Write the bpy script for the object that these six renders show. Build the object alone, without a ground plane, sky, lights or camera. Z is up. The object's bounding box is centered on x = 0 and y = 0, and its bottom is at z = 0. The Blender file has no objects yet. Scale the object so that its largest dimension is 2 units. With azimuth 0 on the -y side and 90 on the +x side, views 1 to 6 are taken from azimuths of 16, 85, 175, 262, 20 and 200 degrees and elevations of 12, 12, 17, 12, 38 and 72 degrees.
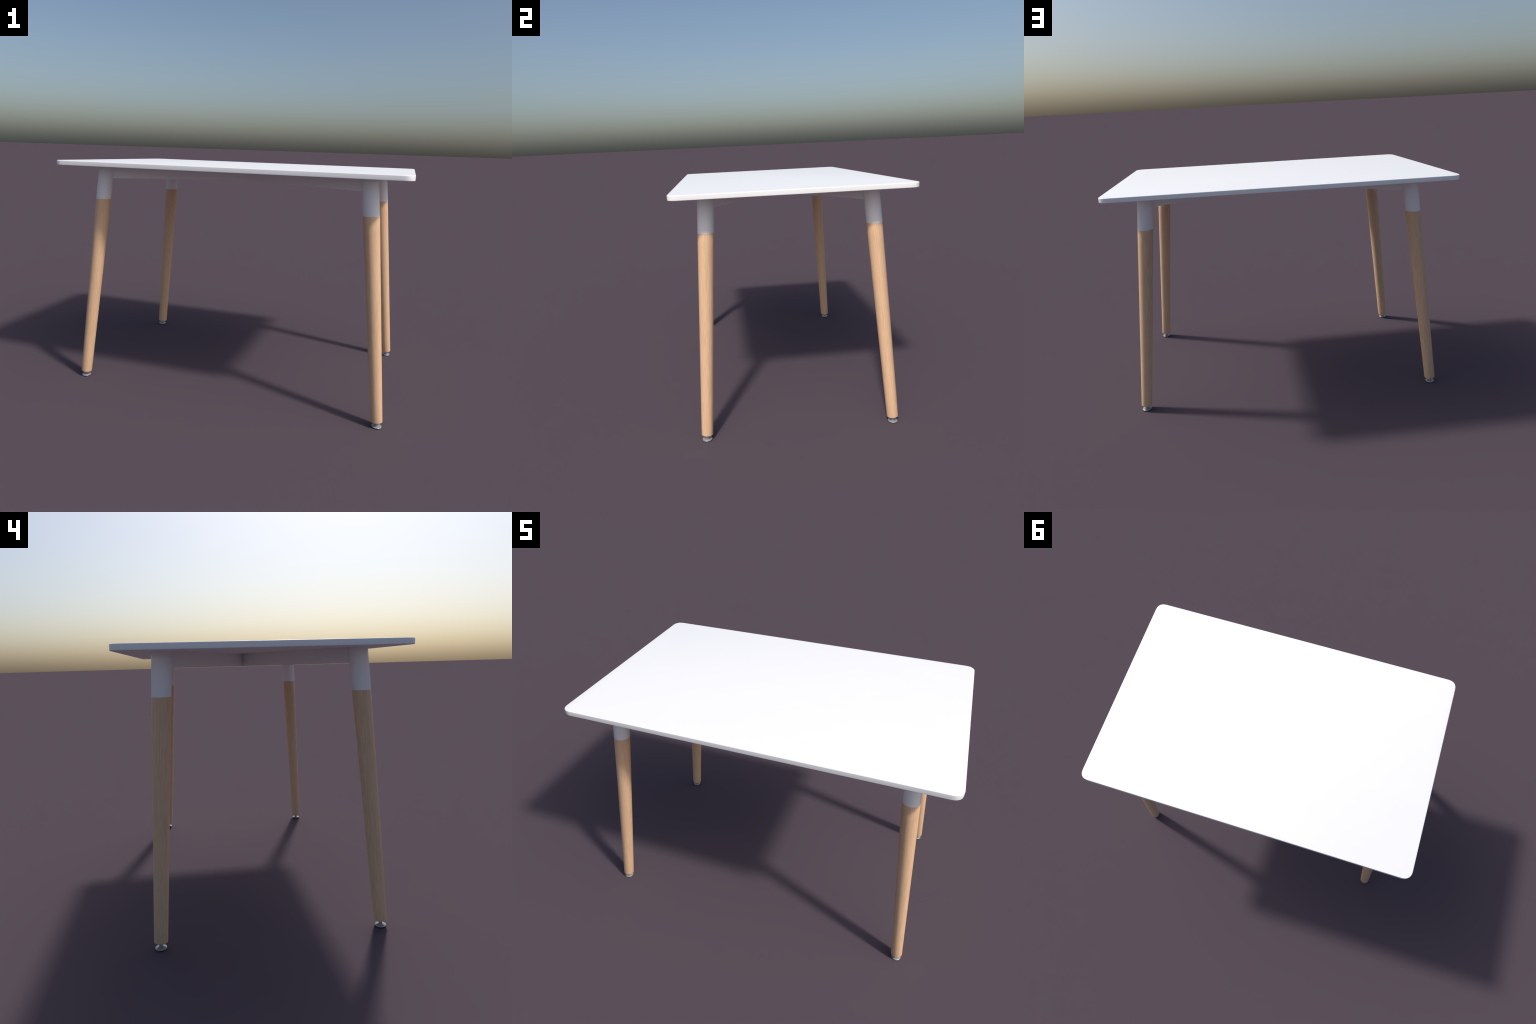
"""Rectangular dining table: thin white rounded top, X-shaped white brace,
four splayed tapered wooden legs in white sleeves, small metal levelling feet."""
import bpy, bmesh, math
from mathutils import Vector, Matrix

# ------------------------------------------------------------------ sizes (m)
TOP_LENGTH, TOP_WIDTH = 2.0, 1.273
TOP_Z, TOP_THICK = 1.3571, 0.0273
TOP_CORNER_R, TOP_EDGE_R = 0.060, 0.0035
TOP_CORNER_EXP = 2.6                           # squarish, superelliptic corner curve
UNDER_Z = TOP_Z - TOP_THICK

FRAME_C = Vector((0.0071, -0.0066, 0.0))      # frame sits a hair off centre
DIAG = math.radians(30.0)                      # direction of the braces
SPLAY = 0.1238                                 # outward run per metre of drop
JOINT_R, JOINT_Z = 0.9162, 1.1344              # sleeve / wood seam on the axis
WOOD_END_Z = 0.0288
R_SLEEVE_TOP, R_JOINT, R_WOOD_END = 0.0447, 0.0437, 0.0319
BRACE_HALF, BRACE_BOTTOM, BRACE_EDGE_R = 0.0105, 1.2576, 0.0012
FOOT_R, FOOT_TOP, STEM_R = 0.0273, 0.0092, 0.0084

# ------------------------------------------------------------------ materials
def new_mat(name):
    m = bpy.data.materials.new(name)
    m.use_nodes = True
    nt = m.node_tree
    return m, nt, nt.nodes["Principled BSDF"]

def noise(nt, scale_vec, scale, detail, rough=0.5):
    tc = nt.nodes.new("ShaderNodeTexCoord")
    mp = nt.nodes.new("ShaderNodeMapping")
    mp.inputs["Scale"].default_value = scale_vec
    nt.links.new(tc.outputs["Object"], mp.inputs["Vector"])
    n = nt.nodes.new("ShaderNodeTexNoise")
    n.inputs["Scale"].default_value = scale
    n.inputs["Detail"].default_value = detail
    n.inputs["Roughness"].default_value = rough
    nt.links.new(mp.outputs["Vector"], n.inputs["Vector"])
    return n, mp

def ramp(nt, src, stops):
    r = nt.nodes.new("ShaderNodeValToRGB")
    e = r.color_ramp.elements
    while len(e) < len(stops):
        e.new(0.5)
    for el, (p, c) in zip(e, stops):
        el.position = p
        el.color = (*c, 1.0)
    nt.links.new(src, r.inputs["Fac"])
    return r

def lacquer(name, base, rough):
    m, nt, b = new_mat(name)
    n, _ = noise(nt, (1, 1, 1), 6.0, 3.0)
    r = ramp(nt, n.outputs["Fac"], [(0.3, tuple(c * 0.992 for c in base)), (0.7, base)])
    nt.links.new(r.outputs["Color"], b.inputs["Base Color"])
    b.inputs["Roughness"].default_value = rough
    return m

def beech():
    m, nt, b = new_mat("beech_wood")
    tc = nt.nodes.new("ShaderNodeTexCoord")
    info = nt.nodes.new("ShaderNodeObjectInfo")
    shift = nt.nodes.new("ShaderNodeVectorMath"); shift.operation = 'SCALE'
    shift.inputs[0].default_value = (3.1, 5.7, 9.3)
    nt.links.new(info.outputs["Random"], shift.inputs["Scale"])
    add = nt.nodes.new("ShaderNodeVectorMath"); add.operation = 'ADD'
    nt.links.new(tc.outputs["Object"], add.inputs[0])
    nt.links.new(shift.outputs["Vector"], add.inputs[1])

    def streaks(sx, sz, detail):
        mp = nt.nodes.new("ShaderNodeMapping")
        mp.inputs["Scale"].default_value = (sx, sx, sz)
        nt.links.new(add.outputs["Vector"], mp.inputs["Vector"])
        n = nt.nodes.new("ShaderNodeTexNoise")
        n.inputs["Scale"].default_value = 1.0
        n.inputs["Detail"].default_value = detail
        nt.links.new(mp.outputs["Vector"], n.inputs["Vector"])
        return n
    broad = streaks(120, 2.5, 1.0)
    fine = streaks(420, 13.0, 2.0)
    c1 = ramp(nt, broad.outputs["Fac"], [(0.30, WOOD_DARK), (0.70, WOOD_LIGHT)])
    c2 = ramp(nt, fine.outputs["Fac"], [(0.30, (0.85, 0.845, 0.83)), (0.64, (1.04, 1.04, 1.04))])
    mix = nt.nodes.new("ShaderNodeMix"); mix.data_type = 'RGBA'; mix.blend_type = 'MULTIPLY'
    mix.inputs["Factor"].default_value = 1.0
    nt.links.new(c1.outputs["Color"], mix.inputs["A"])
    nt.links.new(c2.outputs["Color"], mix.inputs["B"])
    nt.links.new(mix.outputs["Result"], b.inputs["Base Color"])
    b.inputs["Roughness"].default_value = 0.55
    bump = nt.nodes.new("ShaderNodeBump")
    bump.inputs["Strength"].default_value = 0.08
    bump.inputs["Distance"].default_value = 0.001
    nt.links.new(fine.outputs["Fac"], bump.inputs["Height"])
    nt.links.new(bump.outputs["Normal"], b.inputs["Normal"])
    return m

WOOD_DARK, WOOD_LIGHT = (0.755, 0.483, 0.292), (0.80, 0.52, 0.32)
MAT_TOP = lacquer("white_tabletop_lacquer", (0.96, 0.96, 0.96), 0.39)
MAT_STEEL = lacquer("white_powder_coat", (0.98, 0.98, 0.98), 0.25)
MAT_WOOD = beech()
MAT_FOOT, _nt, _b = new_mat("grey_glide_metal")
_n, _ = noise(_nt, (1, 1, 1), 120.0, 2.0)
_r = ramp(_nt, _n.outputs["Fac"], [(0.3, (0.36, 0.36, 0.365)), (0.7, (0.40, 0.40, 0.405))])
_nt.links.new(_r.outputs["Color"], _b.inputs["Base Color"])
_b.inputs["Metallic"].default_value = 0.3
_b.inputs["Roughness"].default_value = 0.24

# ------------------------------------------------------------------ helpers
def finish(name, bm, mat, smooth_angle=40.0):
    bmesh.ops.recalc_face_normals(bm, faces=bm.faces)
    me = bpy.data.meshes.new(name)
    lim = math.radians(smooth_angle)
    for f in bm.faces:
        f.smooth = True
    for e in bm.edges:
        if len(e.link_faces) == 2:
            e.smooth = e.calc_face_angle() < lim
    bm.to_mesh(me); bm.free()
    me.materials.append(mat)
    ob = bpy.data.objects.new(name, me)
    bpy.context.scene.collection.objects.link(ob)
    return ob

def stack(bm, rings):
    """skin closed rings of equal length, capping both ends"""
    vr = [[bm.verts.new(p) for p in ring] for ring in rings]
    n = len(vr[0])
    for a, b in zip(vr, vr[1:]):
        for i in range(n):
            bm.faces.new((a[i], a[(i + 1) % n], b[(i + 1) % n], b[i]))
    bm.faces.new(vr[0]); bm.faces.new(list(reversed(vr[-1])))

def circle(r, z, n=64):
    return [Vector((r * math.cos(2 * math.pi * i / n), r * math.sin(2 * math.pi * i / n), z)) for i in range(n)]

def arc_profile(r0, z0, r, a0, a1, n):
    """(radius, height) points on a fillet of radius r about (r0, z0)"""
    return [(r0 + r * math.cos(a0 + (a1 - a0) * i / n), z0 + r * math.sin(a0 + (a1 - a0) * i / n)) for i in range(n + 1)]

# ------------------------------------------------------------------ table root
table = bpy.data.objects.new("dining_table", None)
table["label"] = "white rectangular dining table with four splayed wooden legs"
table["category"] = "table"
bpy.context.scene.collection.objects.link(table)

# ------------------------------------------------------------------ tabletop
def rounded_rect(inset, z, n=24):
    hx, hy, r = TOP_LENGTH / 2 - inset, TOP_WIDTH / 2 - inset, TOP_CORNER_R - inset
    pts = []
    for k, (sx, sy) in enumerate(((1, 1), (-1, 1), (-1, -1), (1, -1))):
        for i in range(n + 1):
            a = math.pi / 2 * (k + i / n)
            c, s = math.cos(a), math.sin(a)
            k2 = r / (abs(c) ** TOP_CORNER_EXP + abs(s) ** TOP_CORNER_EXP) ** (1 / TOP_CORNER_EXP)
            pts.append(Vector((sx * (hx - r) + k2 * c, sy * (hy - r) + k2 * s, z)))
    return pts

bm = bmesh.new()
er, half = TOP_EDGE_R, TOP_THICK / 2
prof = []
for i in range(7):
    a = -math.pi / 2 + math.pi / 2 * i / 6
    prof.append((er - er * math.cos(a), UNDER_Z + er + er * math.sin(a)))
for i in range(7):
    a = math.pi / 2 * i / 6
    prof.append((er - er * math.cos(a), TOP_Z - er + er * math.sin(a)))
stack(bm, [rounded_rect(ins, z) for ins, z in prof])
top = finish("tabletop", bm, MAT_TOP)
top.parent = table

# ------------------------------------------------------------------ X brace under the top
def brace_outline(inset, z):
    h = BRACE_HALF - inset
    dirs = [Vector((sx * math.cos(DIAG), sy * math.sin(DIAG), 0)) for sx, sy in ((1, 1), (-1, 1), (-1, -1), (1, -1))]
    pts = []
    for i, d in enumerate(dirs):
        side = Vector((-d.y, d.x, 0))
        reach = 0.882
        pts += [d * reach - side * h, d * reach + side * h]
        nd = dirs[(i + 1) % 4]
        bis = (d + nd).normalized()
        pts.append(bis * (h / math.sin(d.angle(nd) / 2)))
    return [FRAME_C + p + Vector((0, 0, z)) for p in pts]

bm = bmesh.new()
er = BRACE_EDGE_R
lev = [(er - er * math.cos(-math.pi / 2 + math.pi / 2 * i / 4), BRACE_BOTTOM + er + er * math.sin(-math.pi / 2 + math.pi / 2 * i / 4)) for i in range(5)]
lev.append((0.0, UNDER_Z + 0.0015))
stack(bm, [brace_outline(i, z) for i, z in lev])
brace = finish("cross_brace", bm, MAT_STEEL, 50)
brace.parent = table

# ------------------------------------------------------------------ legs
# leg frame: origin on the axis at the seam, local -z runs down the leg, local +x points outward
axis_len = math.sqrt(1 + SPLAY ** 2)
wood_len = (JOINT_Z - WOOD_END_Z) * axis_len

def leg_mesh():
    bm = bmesh.new()
    er = 0.004
    prof = [(R_JOINT - 0.001, 0.004), (R_JOINT, 0.0)]
    for i in range(1, 13):
        t = i / 12
        prof.append((R_JOINT + (R_WOOD_END - R_JOINT) * t, -(wood_len - er) * t))
    for i in range(1, 6):
        a = math.pi / 2 * i / 5
        prof.append((R_WOOD_END - er + er * math.cos(a), -wood_len + er - er * math.sin(a)))
    rings = [circle(r, z) for r, z in prof]
    for ring in rings[:2]:                                # the seam is a level cut
        for p in ring:
            p.z -= p.x * SPLAY
    stack(bm, rings)
    return finish("leg", bm, MAT_WOOD)

def sleeve_mesh():
    bm = bmesh.new()
    zc = (UNDER_Z + 0.0015 - JOINT_Z) * axis_len          # where the axis meets the top
    rings = [circle(R_JOINT - 0.0015, 0.0006), circle(R_JOINT + 0.0002, 0.0006), circle(R_JOINT + 0.0007, 0.0014)]
    for ring in rings:                                    # level cut at the seam too
        for p in ring:
            p.z -= p.x * SPLAY
    topr = []
    for p in circle(R_SLEEVE_TOP, 0.0):                   # slanted cut, level with the tabletop
        topr.append(Vector((p.x, p.y, zc - p.x * SPLAY)))
    rings.append(topr)
    stack(bm, rings)
    return finish("sleeve", bm, MAT_STEEL)

def foot_mesh():
    """flat glide disc standing level on the floor, with a threaded-rod stem"""
    bm = bmesh.new()
    prof = [(FOOT_R - 0.004, 0.0)]
    prof += arc_profile(FOOT_R - 0.0032, 0.0032, 0.0032, -math.pi / 2, math.radians(70), 9)
    prof += [(FOOT_R - 0.006, 0.0073), (0.017, 0.0084), (0.012, FOOT_TOP), (STEM_R, FOOT_TOP + 0.0003), (STEM_R, 0.045)]
    stack(bm, [circle(r, z, 48) for r, z in prof])
    return finish("levelling_foot", bm, MAT_FOOT, 50)

first = {}
for sx, sy in ((1, 1), (-1, 1), (-1, -1), (1, -1)):
    out = Vector((sx * math.cos(DIAG), sy * math.sin(DIAG), 0.0))
    up = (Vector((0, 0, 1)) - out * SPLAY).normalized()
    xax = (out - up * out.dot(up)).normalized()
    yax = up.cross(xax)
    seam = FRAME_C + out * JOINT_R + Vector((0, 0, JOINT_Z))
    leg_mat = Matrix.Translation(seam) @ Matrix((xax, yax, up)).transposed().to_4x4()
    foot_at = FRAME_C + out * (JOINT_R + SPLAY * (JOINT_Z - 0.012))
    made = {}
    for key, make in (("leg", leg_mesh), ("sleeve", sleeve_mesh), ("levelling_foot", foot_mesh)):
        if key not in first:
            first[key] = make()
            ob = first[key]
        else:
            ob = first[key].copy()
            bpy.context.scene.collection.objects.link(ob)
        made[key] = ob
    leg = made["leg"]
    leg.parent = table
    leg.matrix_parent_inverse = Matrix.Identity(4)
    leg.matrix_basis = leg_mat
    made["sleeve"].parent = leg
    made["sleeve"].matrix_parent_inverse = Matrix.Identity(4)
    made["sleeve"].matrix_basis = Matrix.Identity(4)
    made["levelling_foot"].parent = leg
    made["levelling_foot"].matrix_parent_inverse = Matrix.Identity(4)
    made["levelling_foot"].matrix_basis = leg_mat.inverted() @ Matrix.Translation(foot_at)
bpy.context.view_layer.update()
